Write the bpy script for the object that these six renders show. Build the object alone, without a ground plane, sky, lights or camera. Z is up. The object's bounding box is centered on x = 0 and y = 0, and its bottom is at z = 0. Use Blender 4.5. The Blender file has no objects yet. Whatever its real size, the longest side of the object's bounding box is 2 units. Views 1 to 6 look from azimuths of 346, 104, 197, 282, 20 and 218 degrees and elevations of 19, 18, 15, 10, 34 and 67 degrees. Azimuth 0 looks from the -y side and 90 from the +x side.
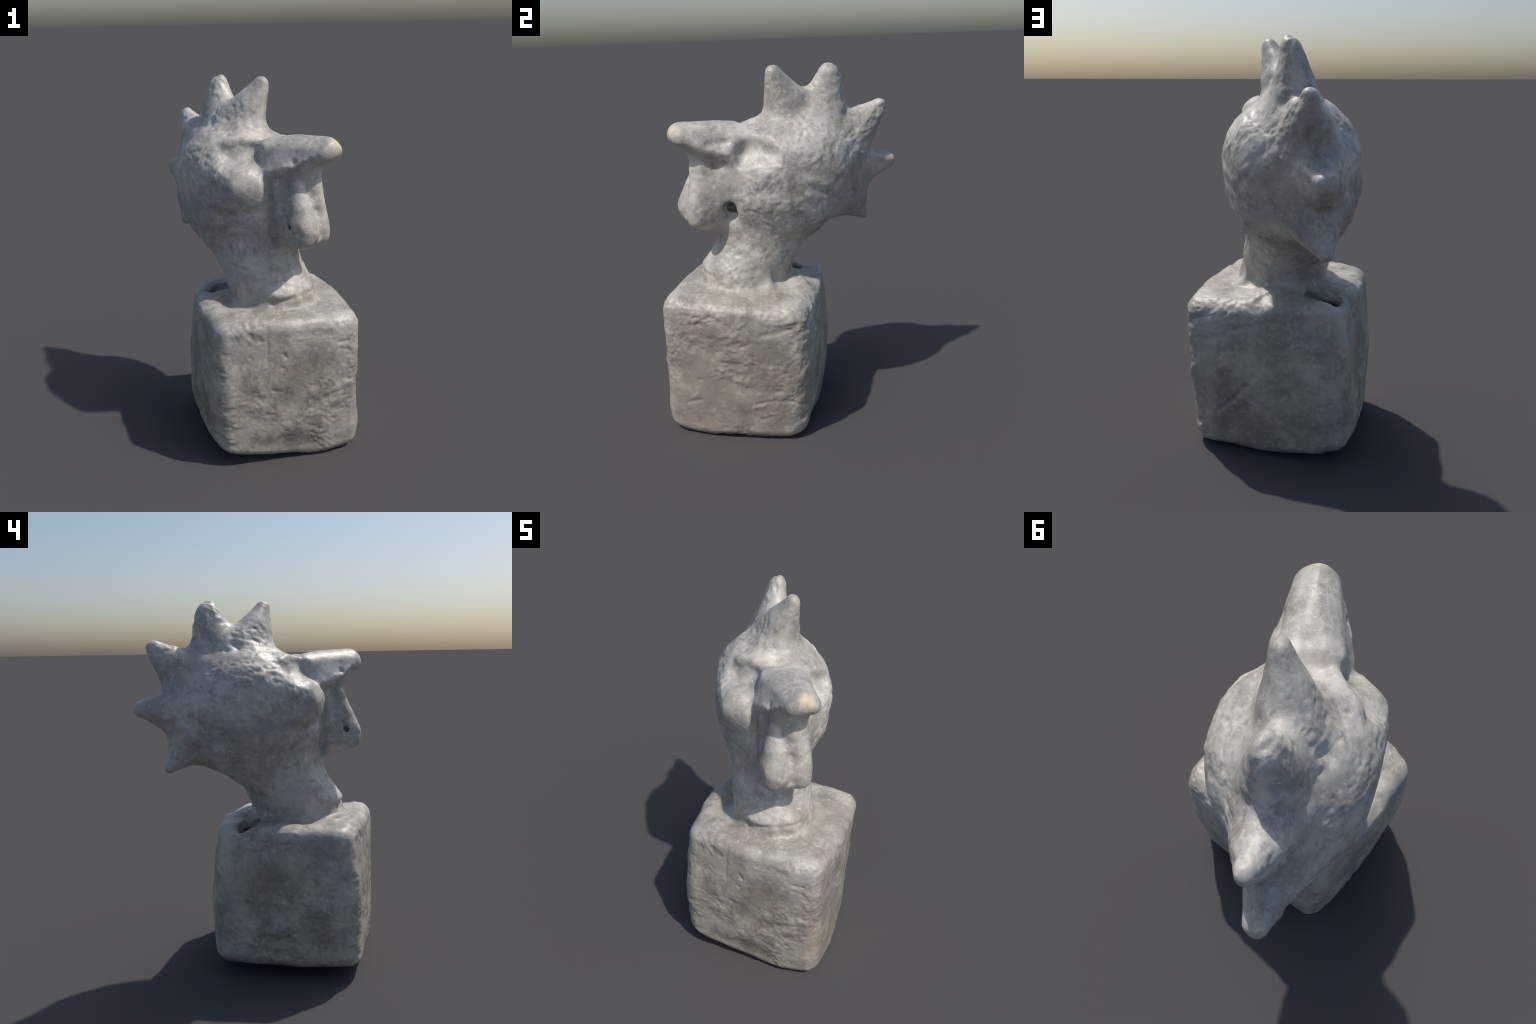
# A grey clay bust: a big round head with a fan of five hair spikes, a long jutting
# nose and a heavy drooping double lip, on a short neck, standing on a rough block.
# Every mass is a simple solid (block, ellipsoid, tapered limb, rounded wedge); the masses are
# blended into one skin, hand marks and pores are pressed in, and the skin is
# meshed and split into its anatomical parts.
import bpy, math
import numpy as np

A = np.array
ACROSS = A([math.cos(.548), math.sin(.548), 0.])
HAIR = ("sA", "sB", "sC", "sD", "sE")

# ------------------------------------------------------------------ masses
P = {}
# block faces: right, left, back, front, top, foot (distance, tilts, bulges, twist)
P["pl"] = A([[0.425, -0.016, 0.011, 0.244, -0.055, -0.09], [0.425, 0.028, -0.038, 0.226, 0.141, 0.097], [0.441, 0.012, 0.015, 0.199, 0.265, -0.095], [0.407, 0.046, -0.031, 0.196, 0.046, -0.069], [0.43, -0.027, -0.033, 0.118, 0.103, 0.001], [0.398, 0.087, 0.005, 0.225, 0.048, 0.048]])
P["pl_r"] = A([0.059])
# neck
P["nk0"] = A([0.028, -0.225, 0.857])
P["nk1"] = A([-0.015, -0.158, 0.958])
P["nk2"] = A([-0.092, -0.022, 1.203])
P["nk_r"] = A([0.215, 0.221, 0.188])
# clay collar at the front of the neck
P["col_c"] = A([0.031, -0.242, 0.885])
P["col_r"] = A([0.211, 0.213, 0.086])
P["col_a"] = A([0.0, -0.102, 0.099])
# skull
P["hd_c"] = A([-0.104, 0.062, 1.506])
P["hd_r"] = A([0.298, 0.321, 0.256])
P["hd_a"] = A([0.527, -0.05, 0.067])
# face
P["fc_c"] = A([-0.04, -0.101, 1.436])
P["fc_r"] = A([0.286, 0.199, 0.235])
P["fc_a"] = A([0.628, 0.005, -0.111])
# back of head
P["bk_c"] = A([-0.212, 0.184, 1.366])
P["bk_r"] = A([0.206, 0.203, 0.242])
P["bk_a"] = A([0.55, 0.043, 0.027])
# jaw
P["ja_c"] = A([-0.167, 0.005, 1.299])
P["ja_r"] = A([0.199, 0.278, 0.26])
P["ja_a"] = A([0.544, 0.001, -0.064])
# hair spikes, front to nape
P["sA0"] = A([-0.093, 0.069, 1.71])
P["sA1"] = A([0.026, -0.007, 1.956])
P["sA_r"] = A([0.16, 0.044])
P["sB0"] = A([-0.156, 0.205, 1.646])
P["sB1"] = A([-0.151, 0.259, 1.929])
P["sB_r"] = A([0.168, 0.067])
P["sC0"] = A([-0.216, 0.289, 1.543])
P["sC1"] = A([-0.295, 0.509, 1.747])
P["sC_r"] = A([0.18, 0.048])
P["sD0"] = A([-0.253, 0.285, 1.416])
P["sD1"] = A([-0.383, 0.558, 1.438])
P["sD_r"] = A([0.17, 0.045])
P["sE0"] = A([-0.249, 0.306, 1.298])
P["sE1"] = A([-0.35, 0.427, 1.13])
P["sE_r"] = A([0.147, 0.031])
# how much each spike is flattened
P["s_f"] = A([1.263, 1.325, 1.257, 1.123, 0.973])
# nose wedge: tip, heading, side profile, half widths, rounding
P["no"] = A([0.235, -0.462, 1.676])
P["n_yaw"] = A([0.631])
P["n_tri"] = A([-0.3, -0.014, -0.239, -0.105])
P["n_w"] = A([0.013, 0.052])
P["n_s"] = A([0.436])
P["n_r"] = A([0.065])
# crown dome at the back
P["oc_c"] = A([0.011, 0.099, 1.359])
P["oc_r"] = A([0.162, 0.242, 0.251])
P["oc_a"] = A([0.473, 0.004, -0.162])
# left cheek
P["ck_c"] = A([0.016, -0.198, 1.257])
P["ck_r"] = A([0.132, 0.186, 0.199])
P["ck_a"] = A([0.58, -0.004, -0.039])
# chin web behind the lips
P["wb_c"] = A([0.048, -0.11, 1.324])
P["wb_r"] = A([0.169, 0.151, 0.13])
P["wb_a"] = A([0.546, -0.025, 0.01])
# lips: left lobe, right lobe, root
P["mL0"] = A([0.092, -0.425, 1.482])
P["mL1"] = A([0.112, -0.47, 1.27])
P["mL_r"] = A([0.033, 0.081])
P["mR0"] = A([0.151, -0.372, 1.554])
P["mR1"] = A([0.238, -0.402, 1.215])
P["mR_r"] = A([0.081, 0.036])
P["mB0"] = A([0.081, -0.252, 1.425])
P["mB1"] = A([0.142, -0.377, 1.256])
P["mB_r"] = A([0.142, 0.117])
# how softly masses melt together: head, hair, face, foot
P["k"] = A([0.119, 0.064, 0.059, 0.071])

# ------------------------------------------------------------------ hand marks
def press(path, width, depth, edge=2):
    # a thumb or tool dragged along the path
    return path, width, depth, edge


def add(path, width, height, edge=2):
    # a pellet or roll of clay smeared along the path
    return path, width, -height, edge


EYE_LEFT = [(-0.193, -0.291, 1.556), (-0.130, -0.308, 1.555)]
EYE_RIGHT = [(0.219, -0.121, 1.469), (0.240, -0.036, 1.474)]
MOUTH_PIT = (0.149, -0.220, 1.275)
MARKS = [
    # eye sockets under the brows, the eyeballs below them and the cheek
    press([(-0.206, -0.213, 1.641), (-0.144, -0.237, 1.648), (-0.095, -0.258, 1.642)], 0.046, 0.045),
    add([(-0.206, -0.158, 1.682), (-0.141, -0.173, 1.697), (-0.066, -0.201, 1.690)], 0.028, 0.012),
    press([(-0.205, -0.262, 1.591), (-0.082, -0.304, 1.584)], 0.065, 0.02),
    add(EYE_LEFT, 0.04, 0.012),
    add([(-0.194, -0.315, 1.496), (-0.098, -0.331, 1.479)], 0.075, 0.024),
    press([(0.196, -0.131, 1.577), (0.202, -0.059, 1.587), (0.217, 0.006, 1.569)], 0.042, 0.066, 2.5),
    press([(0.208, -0.130, 1.532)], 0.04, 0.022),
    add([(0.181, -0.185, 1.656), (0.139, -0.098, 1.663), (0.164, 0.005, 1.649), (0.199, 0.063, 1.591)], 0.024, 0.008),
    add(EYE_RIGHT, 0.055, 0.02),
    # nostrils with a raised rim
    press([(0.068, -0.441, 1.619)], 0.013, 0.012),
    add([(0.028, -0.412, 1.591), (0.069, -0.448, 1.590), (0.112, -0.476, 1.632)], 0.012, 0.006),
    press([(0.264, -0.304, 1.626), (0.214, -0.221, 1.631)], 0.016, 0.016),
    add([(0.251, -0.248, 1.582), (0.236, -0.209, 1.571)], 0.014, 0.008),
    # crease under the nose, between cheek and lips, and under the cheek
    press([(-0.031, -0.358, 1.507), (0.019, -0.394, 1.529), (0.081, -0.452, 1.573), (0.139, -0.496, 1.622)], 0.014, 0.007),
    press([(-0.042, -0.353, 1.519), (-0.036, -0.352, 1.452), (-0.039, -0.359, 1.380), (-0.042, -0.351, 1.282), (-0.018, -0.349, 1.210)], 0.026, 0.026),
    press([(-0.266, -0.251, 1.320), (-0.196, -0.305, 1.328), (-0.121, -0.331, 1.339), (-0.057, -0.350, 1.359)], 0.03, 0.02),
    # parting line where the hair begins
    press([(-0.071, 0.377, 1.548), (-0.008, 0.367, 1.452), (0.068, 0.315, 1.369)], 0.018, 0.005),
    add([(0.198, 0.163, 1.451), (0.165, 0.217, 1.423), (0.105, 0.286, 1.394)], 0.02, 0.004),
    press([(0.204, 0.146, 1.405), (0.160, 0.215, 1.374), (0.090, 0.292, 1.346)], 0.02, 0.003),
    press([(0.032, 0.346, 1.474), (-0.063, 0.378, 1.526), (-0.176, 0.450, 1.585)], 0.014, 0.004),
    # flat ledge on top of the fourth spike and the ridge that edges it
    press([(-0.329, 0.499, 1.510)], 0.035, 0.008),
    add([(-0.257, 0.484, 1.486), (-0.316, 0.543, 1.465), (-0.353, 0.583, 1.454)], 0.024, 0.016),
    # dip between the nose and the front spike
    press([(-0.004, -0.166, 1.706), (0.085, -0.211, 1.727)], 0.055, 0.02),
    # fuller lower lobes of the lips
    add([(0.044, -0.464, 1.212), (0.113, -0.523, 1.206)], 0.035, 0.012),
    press([(-0.009, -0.372, 1.268), (0.061, -0.533, 1.270)], 0.03, 0.01),
    # groove between the two lip lobes
    press([(0.187, -0.459, 1.365), (0.197, -0.481, 1.315), (0.205, -0.491, 1.279), (0.204, -0.488, 1.238)], 0.02, 0.02),
    press([(0.183, -0.499, 1.317), (0.177, -0.523, 1.278)], 0.018, 0.008),
    # gap behind the rounded lips
    press([(-0.069, -0.340, 1.290), (-0.045, -0.340, 1.216), (-0.010, -0.346, 1.158)], 0.018, 0.018),
    add([(0.022, -0.431, 1.280)], 0.06, 0.012),
    # sunken clay round the foot of the neck
    press([(-0.327, 0.091, 0.804), (-0.284, 0.042, 0.814), (-0.291, -0.024, 0.819)], 0.035, 0.018),
    press([(-0.249, -0.217, 0.832), (-0.240, -0.293, 0.833)], 0.035, 0.014),
    press([(-0.040, -0.440, 0.873)], 0.018, 0.02),
    press([(-0.021, -0.445, 0.875), (0.088, -0.447, 0.898), (0.156, -0.414, 0.896), (0.231, -0.317, 0.884)], 0.013, 0.01),
    press([(-0.199, -0.448, 0.832), (-0.166, -0.471, 0.832), (-0.096, -0.504, 0.832)], 0.012, 0.01),
    press([(0.123, -0.005, 0.872)], 0.025, 0.018),
    press([(0.202, -0.096, 0.929)], 0.022, 0.008),
    add([(0.016, 0.041, 0.839)], 0.014, 0.02),
    # cracks on the back of the block
    press([(0.330, 0.222, 0.600), (0.205, 0.230, 0.626), (0.150, 0.227, 0.668), (0.052, 0.225, 0.692)], 0.012, 0.007),
    press([(0.356, 0.209, 0.694), (0.273, 0.215, 0.728)], 0.02, 0.01),
    press([(-0.226, -0.218, 1.040), (-0.150, -0.320, 1.026)], 0.008, 0.005),
    # the pit at the corner of the mouth
    press([(0.208, -0.220, 1.274), (0.184, -0.217, 1.217)], 0.03, 0.02),
    # scars and pits of the right face
    press([(0.420, -0.412, 0.676), (0.426, -0.353, 0.694)], 0.014, 0.007),
    press([(0.430, -0.314, 0.732), (0.433, -0.255, 0.711)], 0.016, 0.0098),
    press([(0.433, -0.211, 0.696), (0.433, -0.193, 0.677)], 0.009, 0.0049),
    press([(0.424, -0.016, 0.647), (0.416, 0.074, 0.668), (0.402, 0.167, 0.709)], 0.018, 0.007),
    press([(0.416, -0.065, 0.227), (0.405, 0.034, 0.255), (0.390, 0.125, 0.250), (0.357, 0.187, 0.221)], 0.01, 0.0049),
    press([(0.425, -0.200, 0.413)], 0.01, 0.0063),
    press([(0.421, -0.379, 0.356)], 0.01, 0.0056),
    press([(0.405, 0.036, 0.305), (0.400, 0.074, 0.317)], 0.01, 0.0049),
    press([(0.419, -0.437, 0.215), (0.423, -0.382, 0.231)], 0.009, 0.0042),
    add([(0.417, -0.075, 0.212), (0.411, -0.021, 0.217)], 0.01, 0.0042),
    add([(0.425, -0.221, 0.390), (0.423, -0.142, 0.363)], 0.012, 0.0042),
    add([(0.419, -0.424, 0.239), (0.421, -0.401, 0.265)], 0.009, 0.0042),
    press([(0.413, -0.034, 0.135), (0.406, 0.016, 0.154)], 0.01, 0.0056),
    press([(0.428, -0.146, 0.563), (0.427, -0.081, 0.599)], 0.012, 0.0042),
    # scars and pits of the front face
    press([(-0.226, -0.560, 0.783), (-0.204, -0.567, 0.767)], 0.014, 0.0063),
    press([(-0.031, -0.594, 0.650), (-0.019, -0.596, 0.630)], 0.01, 0.007),
    press([(-0.114, -0.580, 0.745), (-0.117, -0.589, 0.596)], 0.008, 0.0028),
    press([(0.268, -0.598, 0.680), (0.321, -0.596, 0.679)], 0.01, 0.0056),
    press([(0.273, -0.599, 0.644), (0.316, -0.598, 0.632)], 0.01, 0.0042),
    press([(0.331, -0.600, 0.453)], 0.012, 0.0056),
    press([(0.097, -0.613, 0.214), (0.173, -0.611, 0.173)], 0.016, 0.0049),
    add([(0.045, -0.612, 0.244), (0.092, -0.612, 0.284), (0.144, -0.611, 0.303)], 0.009, 0.0035),
    press([(-0.094, -0.599, 0.445), (-0.045, -0.603, 0.439)], 0.01, 0.0035),
    add([(-0.115, -0.606, 0.134), (-0.053, -0.609, 0.188)], 0.012, 0.0035),
    add([(-0.230, -0.583, 0.469), (-0.171, -0.589, 0.496)], 0.025, 0.0035),
    add([(0.049, -0.595, 0.726), (0.129, -0.598, 0.726)], 0.006, 0.0028),
    press([(0.257, -0.606, 0.102)], 0.01, 0.0049),
    # cracks of the left face
    press([(-0.418, -0.337, 0.358), (-0.407, -0.430, 0.350), (-0.390, -0.522, 0.337)], 0.007, 0.005),
    add([(-0.403, -0.365, 0.611), (-0.407, -0.372, 0.556)], 0.008, 0.004),
    add([(-0.414, -0.371, 0.330), (-0.413, -0.378, 0.272), (-0.410, -0.393, 0.233)], 0.008, 0.005),
    add([(-0.427, -0.000, 0.205), (-0.429, -0.037, 0.187)], 0.014, 0.006),
    press([(-0.416, -0.106, 0.543), (-0.412, -0.296, 0.558)], 0.035, 0.007),
    press([(-0.429, -0.043, 0.236), (-0.427, -0.207, 0.243)], 0.03, 0.007),
    press([(-0.420, -0.307, 0.354)], 0.009, 0.008),
    press([(-0.426, -0.054, 0.351)], 0.012, 0.006),
    press([(-0.373, 0.168, 0.607), (-0.388, 0.149, 0.581)], 0.009, 0.007),
    add([(-0.424, -0.106, 0.425), (-0.422, -0.257, 0.419)], 0.014, 0.004),
    # long diagonal crack of the back face
    press([(0.345, 0.183, 0.136), (0.231, 0.219, 0.228), (0.145, 0.234, 0.308), (0.080, 0.241, 0.387), (0.029, 0.242, 0.441)], 0.012, 0.013),
    add([(0.326, 0.200, 0.179), (0.175, 0.227, 0.249), (0.082, 0.238, 0.322)], 0.02, 0.007),
    press([(-0.284, 0.221, 0.322), (-0.317, 0.217, 0.320), (-0.344, 0.214, 0.348), (-0.325, 0.217, 0.367)], 0.008, 0.005),
    add([(0.213, 0.236, 0.470), (0.181, 0.238, 0.481)], 0.012, 0.005),
    # pits on the left of the head
    press([(-0.178, -0.002, 1.793), (-0.169, -0.021, 1.786)], 0.011, 0.00675),
    press([(-0.234, 0.002, 1.736)], 0.01, 0.00675),
    press([(-0.190, -0.101, 1.717)], 0.012, 0.006),
    press([(-0.339, -0.050, 1.635)], 0.014, 0.0075),
    press([(-0.311, -0.128, 1.610)], 0.012, 0.006),
    press([(-0.261, 0.128, 1.736)], 0.016, 0.009),
    press([(-0.229, 0.084, 1.767), (-0.251, 0.069, 1.737)], 0.022, 0.012),
    press([(-0.204, 0.111, 1.812)], 0.012, 0.006),
    press([(-0.347, 0.082, 1.661)], 0.009, 0.00525),
    press([(-0.382, -0.053, 1.527), (-0.361, -0.112, 1.485)], 0.012, 0.00525),
    press([(-0.380, -0.065, 1.363)], 0.016, 0.006),
    press([(-0.413, 0.069, 1.268)], 0.018, 0.00675),
    press([(-0.428, 0.218, 1.395)], 0.014, 0.006),
    add([(-0.354, 0.172, 1.638)], 0.012, 0.0045),
    press([(-0.267, -0.278, 1.446)], 0.018, 0.006),
    press([(-0.211, -0.295, 1.531)], 0.012, 0.00525),
    press([(-0.406, 0.006, 1.509)], 0.01, 0.0045),
    press([(-0.426, 0.125, 1.497)], 0.014, 0.0045),
    # uneven rims, corners and faces of the block
    add([(-.30, .17, .80), (-.05, .205, .79)], .045, .028),
    add([(.03, .10, .815), (-.10, .09, .82)], .05, .034),
    add([(-.39, -.08, .80), (-.39, -.25, .80)], .045, .015),
    press([(-.15, -.58, .10), (.10, -.59, .08)], .07, .017),
    press([(-.41, -.12, .42)], .12, .018), press([(.35, -.42, .785)], .045, .018),
    add([(-.33, -.58, .56), (-.35, -.57, .35)], .06, .016), add([(.40, -.56, .16)], .06, .014),
    add([(.26, .235, .20), (.31, .21, .08)], .06, .018), press([(.16, .195, .145)], .05, .014),
    press([(.38, -.545, .03)], .04, .014), add([(.17, -.02, .85)], .04, .015),
]
# hollows left open in the clay: path, radius
HOLLOWS = [
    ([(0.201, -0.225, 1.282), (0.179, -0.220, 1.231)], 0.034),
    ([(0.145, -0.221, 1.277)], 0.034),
    ([(0.033, -0.457, 1.334), (0.031, -0.464, 1.314)], 0.01),
    ([(0.031, -0.474, 1.298)], 0.016),
    ([(0.060, -0.467, 1.293)], 0.02),
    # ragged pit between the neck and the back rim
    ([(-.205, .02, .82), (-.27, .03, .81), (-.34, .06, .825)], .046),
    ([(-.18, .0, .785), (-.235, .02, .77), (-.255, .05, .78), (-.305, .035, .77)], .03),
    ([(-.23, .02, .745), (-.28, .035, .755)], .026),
]


def smin(a, b, k):
    h = np.maximum(k - np.abs(a - b), 0) / k
    return np.minimum(a, b) - h * h * k * .25


def limb(p, a, b, r1, r2):
    # tapered limb: two balls and the cone that touches both
    ba = b - a
    L = math.sqrt(ba @ ba)
    pa = p - a
    h = pa @ ba / L
    q = np.sqrt(np.maximum((pa * pa).sum(1) - h * h, 0))
    sn = min(max((r1 - r2) / L, -.98), .98)
    cs = math.sqrt(1 - sn * sn)
    k = h - q * sn / cs
    return np.where(k < 0, np.hypot(q, h) - r1, np.where(k > L, np.hypot(q, h - L) - r2, q * cs + h * sn - r1))


def triangle(x, y, a, b, c):
    # signed distance to a flat triangle
    pts = [a, b, c]
    o = np.sign((b[0] - a[0]) * (c[1] - a[1]) - (b[1] - a[1]) * (c[0] - a[0]))
    d = sg = None
    for p, q in zip(pts, pts[1:] + pts[:1]):
        ex, ey, px, py = q[0] - p[0], q[1] - p[1], x - p[0], y - p[1]
        t = np.clip((px * ex + py * ey) / (ex * ex + ey * ey), 0, 1)
        e, s = (px - ex * t) ** 2 + (py - ey * t) ** 2, o * (ex * py - ey * px)
        d, sg = (e, s) if d is None else (np.minimum(d, e), np.minimum(sg, s))
    return -np.sign(sg) * np.sqrt(d)


def wedge(p, tip, yaw, side, w, r, flare):
    # flared, flat-topped wedge: side profile (back top, back bottom, measured from the tip) drawn out sideways
    c, s = math.sin(yaw), math.cos(yaw)
    q = p - tip
    a, b, z = q[:, 0] * c - q[:, 1] * s, q[:, 0] * s + q[:, 1] * c, q[:, 2]
    d2 = triangle(a, z, A([0., 0.]), side[:2], side[2:])
    db = (np.abs(b) - (w[0] + (w[1] - w[0]) * np.clip(-a / .35, 0, 1) - flare * z)) / math.sqrt(1 + flare * flare)
    return np.minimum(np.maximum(d2, db), 0) + np.hypot(np.maximum(d2, 0), np.maximum(db, 0)) - r


def turn(yaw, pitch, roll):
    cy, sy, cp, sp, cr, sr = (f(x) for x in (yaw, pitch, roll) for f in (math.cos, math.sin))
    Z = A([[cy, -sy, 0], [sy, cy, 0], [0, 0, 1]])
    Y = A([[1, 0, 0], [0, cp, -sp], [0, sp, cp]])
    X = A([[cr, 0, sr], [0, 1, 0], [-sr, 0, cr]])
    return Z @ Y @ X


def ball(p, c, r, a):
    q = (p - c) @ turn(*a)
    k0 = np.linalg.norm(q / r, axis=1)
    k1 = np.linalg.norm(q / (r * r), axis=1) + 1e-9
    return k0 * (k0 - 1) / k1


def block(p, F, r):
    x, y, z = p[:, 0], p[:, 1] + .2, p[:, 2] - .4

    def face(s, u, v, f):
        return s - f[0] - f[1] * u - f[2] * v + f[3] * u * u + f[4] * v * v + f[5] * u * v
    dx = np.maximum(face(x, y, z, F[0]), face(-x, y, z, F[1])) + r
    dy = np.maximum(face(y, x, z, F[2]), face(-y, x, z, F[3])) + r
    dz = np.maximum(face(z, x, y, F[4]), face(-z, x, y, F[5])) + r
    q = np.stack([dx, dy, dz], 1)
    return np.linalg.norm(np.maximum(q, 0), axis=1) - r + np.minimum(q.max(1), 0)


def mass(p, n):
    if n == "pl":
        return block(p, P["pl"], P["pl_r"][0])
    if n == "nk":
        r = P["nk_r"]
        return np.minimum(limb(p, P["nk0"], P["nk1"], r[0], r[1]), limb(p, P["nk1"], P["nk2"], r[1], r[2]))
    if n + "_c" in P:
        return ball(p, P[n + "_c"], P[n + "_r"], P[n + "_a"])
    if n == "n":
        return wedge(p, P["no"], P["n_yaw"][0], P["n_tri"], P["n_w"], P["n_r"][0], P["n_s"][0])
    a, b = P[n + "0"], P[n + "1"]
    if n in HAIR:  # the spikes are flattened across the crest
        f = P["s_f"][HAIR.index(n)] - 1
        return limb(p + f * ((p - a) @ ACROSS)[:, None] * ACROSS, a, b + f * ((b - a) @ ACROSS) * ACROSS, *P[n + "_r"])
    return limb(p, a, b, *P[n + "_r"])


def path_distance(p, pts):
    pts = [A(q) for q in pts]
    if len(pts) == 1:
        return np.linalg.norm(p - pts[0], axis=1)
    return np.min([limb(p, a, b, 0, 0) for a, b in zip(pts[:-1], pts[1:])], axis=0)


def near(p, pts, w):
    lo, hi = A(pts).min(0) - 3 * w, A(pts).max(0) + 3 * w
    return ((p > lo) & (p < hi)).all(1)


def skin(p, parts=None):
    kh, ks, km, kb = P["k"]
    M = {n: mass(p, n) for n in ("hd", "fc", "bk", "ja", "oc", "ck", "wb", "nk", *HAIR, "n", "mL", "mR", "mB", "col", "pl")}
    h = M["hd"]
    for n in ("fc", "bk", "ja", "oc", "ck", "wb", "nk"):
        h = smin(h, M[n], kh)
    for n in HAIR:
        h = smin(h, M[n], ks)
    h = smin(h, M["n"], km * 1.3)
    m = smin(smin(M["mL"], M["mR"], .03), M["mB"], km)
    h = smin(h, m, km)
    h = smin(h, M["col"], .025)
    d = smin(h, M["pl"], kb)
    for pts, w, depth, edge in MARKS:
        s = near(p, pts, w)
        if s.any():
            d[s] += depth * np.exp(-(path_distance(p[s], pts) / w) ** edge)
    for pts, r in HOLLOWS:
        s = near(p, pts, r)
        if s.any():
            d[s] = -smin(-d[s], path_distance(p[s], pts) - r, .012)
    if parts is not None:
        parts.update(M)
        parts["m"] = m
    return d


# ------------------------------------------------------------------ clay grain
def lattice(ix, iy, iz, seed):
    h = (ix * 374761393 + iy * 668265263 + iz * 2147483647 + seed * 974634541) & 0xFFFFFFFF
    h = ((h ^ (h >> 13)) * 1274126177) & 0xFFFFFFFF
    return ((h ^ (h >> 16)) & 0xFFFFF) / float(0xFFFFF) * 2 - 1


def grain(p, freq, seed):
    q = p * freq + 100.0
    i = np.floor(q).astype(np.int64)
    f = q - i
    u = f * f * f * (f * (f * 6 - 15) + 10)
    out = 0
    for dx in (0, 1):
        for dy in (0, 1):
            for dz in (0, 1):
                w = (u[:, 0] if dx else 1 - u[:, 0]) * (u[:, 1] if dy else 1 - u[:, 1]) * (u[:, 2] if dz else 1 - u[:, 2])
                out = out + w * lattice(i[:, 0] + dx, i[:, 1] + dy, i[:, 2] + dz, seed)
    return out * 1.6


def pores(p, spacing, size, chance, seed):
    # round pits, one here and there in a grid of cells
    q = p / spacing + 50.0
    i0 = np.floor(q).astype(np.int64)
    best = np.zeros(len(p))
    for dx in (-1, 0, 1):
        for dy in (-1, 0, 1):
            for dz in (-1, 0, 1):
                c = i0 + A([dx, dy, dz])
                r = [lattice(c[:, 0], c[:, 1], c[:, 2], seed + j) * .5 + .5 for j in range(5)]
                d2 = sum((q[:, j] - c[:, j] - r[j]) ** 2 for j in range(3)) * spacing ** 2
                s = size * (.5 + r[3])
                best = np.maximum(best, np.where(r[4] < chance, np.exp(-d2 / (s * s)), 0))
    return best


def rough(v, head, smooth):
    # head: 1 on the modelled bust, 0 on the trowelled block
    warp = np.stack([grain(v, 9, s) for s in (1, 2, 3)], 1) * .015
    w = v + warp
    side = w * A([.9, .9, 1.1])
    patch = np.clip(.65 + .9 * grain(v, 5, 71), .3, 1.2)  # smooth trowelled areas between rough ones
    bust = (.0035 * grain(w, 11, 11) + (.0022 * grain(w, 26, 12) + .0010 * grain(w, 55, 13)) * patch) * smooth
    bust -= .0035 * pores(w, .07, .014, .45, 61) * smooth + (.0035 * pores(w, .045, .009, .4, 21) + .0015 * pores(w, .024, .005, .3, 31)) * smooth
    blk = .0040 * grain(side, 7, 14) + (.0020 * grain(side, 20, 15) + .0013 * grain(side, 55, 16)) * patch
    blk -= .0035 * pores(side, .055, .009, .35, 41)
    return head * bust + (1 - head) * blk


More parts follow.
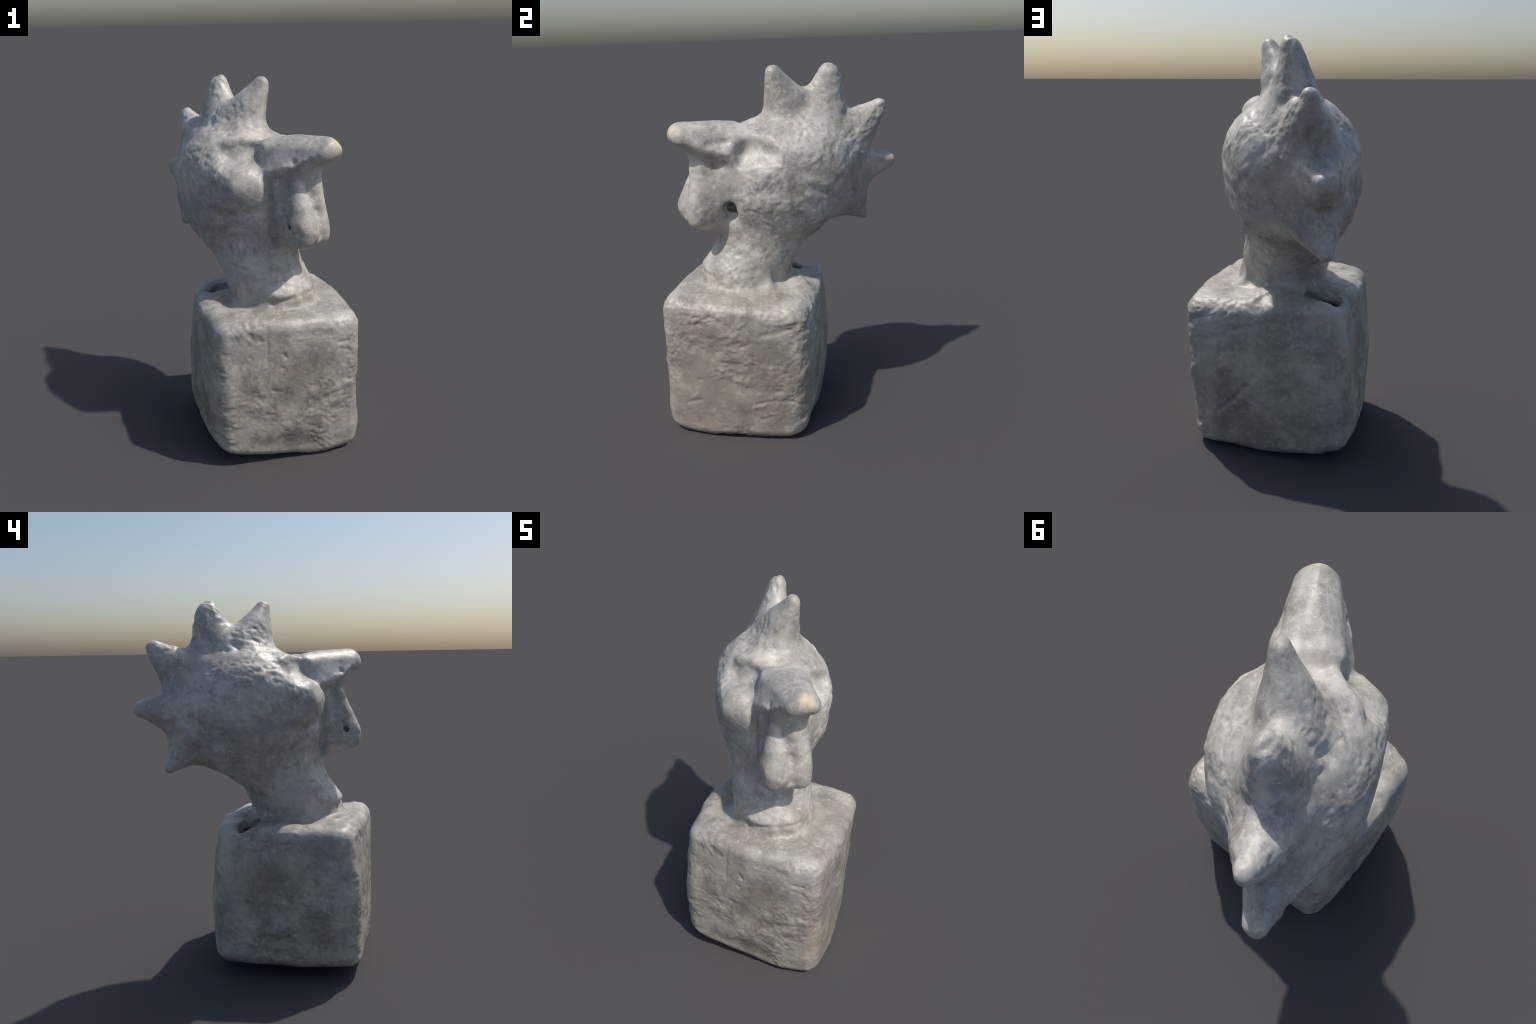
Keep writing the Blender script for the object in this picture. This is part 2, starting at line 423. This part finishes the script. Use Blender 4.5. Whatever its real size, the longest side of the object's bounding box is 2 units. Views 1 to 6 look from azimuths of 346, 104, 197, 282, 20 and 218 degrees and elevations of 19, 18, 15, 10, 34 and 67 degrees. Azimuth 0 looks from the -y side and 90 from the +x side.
# ------------------------------------------------------------------ meshing (surface nets on a narrow band)
def mesh_skin(step=.0055, coarse=6):
    lo, hi = A([-.56, -.68, -.06]), A([.56, .68, 2.06])
    C = step * coarse
    n = np.ceil((hi - lo) / C).astype(int)
    gx = np.stack(np.meshgrid(*[np.arange(k) for k in n], indexing="ij"), -1).reshape(-1, 3)
    dc = skin(lo + (gx + .5) * C)
    live = gx[np.abs(dc) < C * 1.5]
    N = n * coarse + 1
    sub = np.stack(np.meshgrid(*[np.arange(coarse + 1)] * 3, indexing="ij"), -1).reshape(-1, 3)
    field = np.full(N, np.nan, np.float32)
    ids = np.unique(np.concatenate([np.ravel_multi_index((live * coarse + s).T, N) for s in sub]))
    for part in np.array_split(ids, max(1, len(ids) // 300000)):
        g = np.stack(np.unravel_index(part, N), 1)
        field.reshape(-1)[part] = skin(lo + g * step)
    c = field
    corners = [c[dx:N[0] - 1 + dx, dy:N[1] - 1 + dy, dz:N[2] - 1 + dz] for dx in (0, 1) for dy in (0, 1) for dz in (0, 1)]
    mn = np.minimum.reduce(corners)
    mx = np.maximum.reduce(corners)
    act = (mn < 0) & (mx >= 0)
    cell = np.argwhere(act)
    vid = np.full(N - 1, -1, np.int64)
    vid[act] = np.arange(len(cell))
    off = [(dx, dy, dz) for dx in (0, 1) for dy in (0, 1) for dz in (0, 1)]
    val = np.stack([k[act] for k in corners], 1)
    acc, cnt = np.zeros((len(cell), 3)), np.zeros(len(cell))
    for a in range(8):
        for b in range(a + 1, 8):
            if sum(x != y for x, y in zip(off[a], off[b])) != 1:
                continue
            va, vb = val[:, a], val[:, b]
            cross = (va < 0) != (vb < 0)
            t = np.where(cross, va / np.where(cross, va - vb, 1), 0)[:, None]
            acc += np.where(cross[:, None], A(off[a]) + t * (A(off[b]) - A(off[a])), 0)
            cnt += cross
    verts = lo + (cell + acc / cnt[:, None]) * step
    quads = []
    for ax in range(3):
        o1, o2 = [A([0, 0, 0]) for _ in range(2)]
        o1[(ax + 1) % 3] = 1
        o2[(ax + 2) % 3] = 1
        up = A([0, 0, 0])
        up[ax] = 1
        a = c[:N[0] - up[0], :N[1] - up[1], :N[2] - up[2]]
        b = c[up[0]:, up[1]:, up[2]:]
        with np.errstate(invalid="ignore"):
            e = np.argwhere(((a < 0) != (b < 0)) & ~np.isnan(a) & ~np.isnan(b))
        e = e[(e > 0).all(1) & (e < N - 2).all(1)]
        q = np.stack([vid[tuple((e - o).T)] for o in (o1 + o2, o2, A([0, 0, 0]), o1)], 1)
        flip = c[tuple(e.T)] >= 0
        q[flip] = q[flip][:, ::-1]
        quads.append(q[(q >= 0).all(1)])
    return verts, np.concatenate(quads)


verts, quads = mesh_skin()


def skin_normals(v):
    fn = np.cross(v[quads[:, 2]] - v[quads[:, 0]], v[quads[:, 3]] - v[quads[:, 1]])
    n = np.stack([sum(np.bincount(quads[:, j], fn[:, ax], len(v)) for j in range(4)) for ax in range(3)], 1)
    return n / (np.linalg.norm(n, axis=1, keepdims=True) + 1e-12)


nrm = skin_normals(verts)
parts = {}
skin(verts, parts)
bust = np.minimum.reduce([parts[n] for n in parts if n != "pl"])
head_w = np.clip((parts["pl"] - bust) / .04 + .5, 0, 1)
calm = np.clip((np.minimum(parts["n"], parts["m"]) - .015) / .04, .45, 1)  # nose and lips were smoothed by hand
amt = rough(verts, head_w, calm)
verts = verts + nrm * amt[:, None]
verts[:, 2] = np.maximum(verts[:, 2], .0)

verts[:, 2] -= verts[:, 2].min()

vn = skin_normals(verts)

# ------------------------------------------------------------------ which part each patch of skin belongs to
label = {"plinth": parts["pl"], "neck": np.minimum(parts["nk"], parts["col"]),
         "head": np.minimum.reduce([parts[n] for n in ("hd", "fc", "bk", "ja", "oc", "ck", "wb")]),
         "nose": parts["n"], "lips": parts["m"]}
for i, n in enumerate(HAIR):
    label["hair_spike" + (".%03d" % i if i else "")] = parts[n]
names = list(label)
field = np.stack([label[n] for n in names], 1)
eyes = {"eye": EYE_RIGHT, "eye.001": EYE_LEFT}
which = field[quads].mean(1).argmin(1)
cen = verts[quads].mean(1)
for n, pts in eyes.items():
    names.append(n)
    which[(path_distance(cen, pts) < .052) & (which == names.index("head"))] = len(names) - 1


# ------------------------------------------------------------------ material
def clay_material(name):
    m = bpy.data.materials.new(name)
    m.use_nodes = True
    t = m.node_tree
    N, L = t.nodes, t.links
    bsdf = N["Principled BSDF"]
    co = N.new("ShaderNodeTexCoord").outputs["Object"]

    def noise(scale, detail=4, rough=.6, vec=None, dist=0):
        n = N.new("ShaderNodeTexNoise")
        n.inputs["Scale"].default_value = scale
        n.inputs["Detail"].default_value = detail
        n.inputs["Roughness"].default_value = rough
        n.inputs["Distortion"].default_value = dist
        L.new(vec or co, n.inputs["Vector"])
        return n.outputs["Fac"]

    def ramp(fac, a, b, va=0., vb=1.):
        r = N.new("ShaderNodeMapRange")
        r.interpolation_type = "SMOOTHSTEP"
        for k, x in zip(("From Min", "From Max", "To Min", "To Max"), (a, b, va, vb)):
            r.inputs[k].default_value = x
        L.new(fac, r.inputs["Value"])
        return r.outputs["Result"]

    def mix(fac, a, b, mode="MIX"):
        x = N.new("ShaderNodeMix")
        x.data_type = "RGBA"
        x.blend_type = mode
        for sock, v in ((x.inputs["Factor"], fac), (x.inputs[6], a), (x.inputs[7], b)):
            if isinstance(v, (tuple, float)):
                sock.default_value = v
            else:
                L.new(v, sock)
        return x.outputs[2]

    def times(a, b):
        x = N.new("ShaderNodeMath")
        x.operation = "MULTIPLY"
        for s, v in zip(x.inputs, (a, b)):
            if isinstance(v, float):
                s.default_value = v
            else:
                L.new(v, s)
        return x.outputs[0]

    def spot(centre, r0, r1, stretch=(1, 1, 1)):
        s = N.new("ShaderNodeVectorMath")
        s.operation = "SUBTRACT"
        s.inputs[1].default_value = centre
        L.new(co, s.inputs[0])
        k = N.new("ShaderNodeVectorMath")
        k.operation = "MULTIPLY"
        k.inputs[1].default_value = stretch
        L.new(s.outputs[0], k.inputs[0])
        d = N.new("ShaderNodeVectorMath")
        d.operation = "LENGTH"
        L.new(k.outputs[0], d.inputs[0])
        n = N.new("ShaderNodeMath")
        n.operation = "MULTIPLY_ADD"
        n.inputs[1].default_value = (r1 - r0) * .9
        L.new(noise(22, 4), n.inputs[0])
        n.inputs[2].default_value = -(r1 - r0) * .45
        e = N.new("ShaderNodeMath")
        e.operation = "ADD"
        L.new(d.outputs["Value"], e.inputs[0])
        L.new(n.outputs[0], e.inputs[1])
        return ramp(e.outputs[0], r0, r1, 1., 0.)

    base = mix(ramp(noise(5.0, 6, .7), .38, .62), (.55, .525, .475, 1), (.35, .332, .30, 1))  # lowered between sunlit tops and shaded sides, warmed against bluish sky shade
    col = mix(times(ramp(noise(2.6, 4, .6), .46, .62), .3), base, (.33, .295, .245, 1))
    col = mix(times(ramp(noise(11, 6, .75), .50, .66), .6), col, (.20, .189, .168, 1))  # dark mottle coloured in for the scan's occlusion shading
    col = mix(times(ramp(noise(34, 5, .75, dist=.6), .51, .68), .50), col, (.70, .675, .615, 1))
    # block tinted darker for shade baked on its sides; brown patch on right face
    col = mix(times(spot((0, -.2, .33), .40, .80), .85), col, (.74, .71, .635, 1), "MULTIPLY")
    col = mix(times(times(spot((.44, -.2, .36), .28, .50, (1, .9, .8)), ramp(noise(9, 5, .7), .36, .60, .35, 1.)), .75), col, (.235, .197, .165, 1))
    # pale flecks painted for tiny specular glints, and dark pinholes
    col = mix(times(ramp(noise(75, 3, .6, dist=1.), .67, .73), .55), col, (.70, .68, .63, 1))
    col = mix(times(ramp(noise(48, 3, .6), .72, .76), .7), col, (.13, .123, .112, 1))
    # near-black colour inside the open pits
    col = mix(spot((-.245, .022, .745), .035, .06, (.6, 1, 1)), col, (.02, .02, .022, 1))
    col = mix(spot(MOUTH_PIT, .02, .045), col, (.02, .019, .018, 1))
    col = mix(times(spot((.285, -.51, 1.71), .005, .06), .75), col, (.72, .60, .36, 1))
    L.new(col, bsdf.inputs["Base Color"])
    bsdf.inputs["Roughness"].default_value = .44
    bsdf.inputs["Specular IOR Level"].default_value = .5
    fine = N.new("ShaderNodeBump")
    fine.inputs["Strength"].default_value = .3
    fine.inputs["Distance"].default_value = .004
    L.new(noise(70, 6, .7), fine.inputs["Height"])
    L.new(fine.outputs["Normal"], bsdf.inputs["Normal"])
    return m


clay = clay_material("grey_clay")
root = bpy.data.objects.new("bust_sculpture", None)
bpy.context.scene.collection.objects.link(root)
root["label"] = "grey clay bust of a spiky-haired long-nosed head on a rough block"
root["category"] = "sculpture"
holder = {}
for i, n in enumerate(names):
    q = quads[which == i]
    if not len(q):
        continue
    used, inv = np.unique(q, return_inverse=True)
    me = bpy.data.meshes.new(n)
    me.from_pydata(verts[used].tolist(), [], inv.reshape(-1, 4).tolist())
    me.polygons.foreach_set("use_smooth", np.ones(len(q), bool))
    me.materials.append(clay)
    me.normals_split_custom_set_from_vertices(vn[used].tolist())
    ob = bpy.data.objects.new(n, me)
    bpy.context.scene.collection.objects.link(ob)
    holder[n] = ob
for n, ob in holder.items():
    ob.parent = root if n in ("plinth", "neck", "head") else holder["head"]
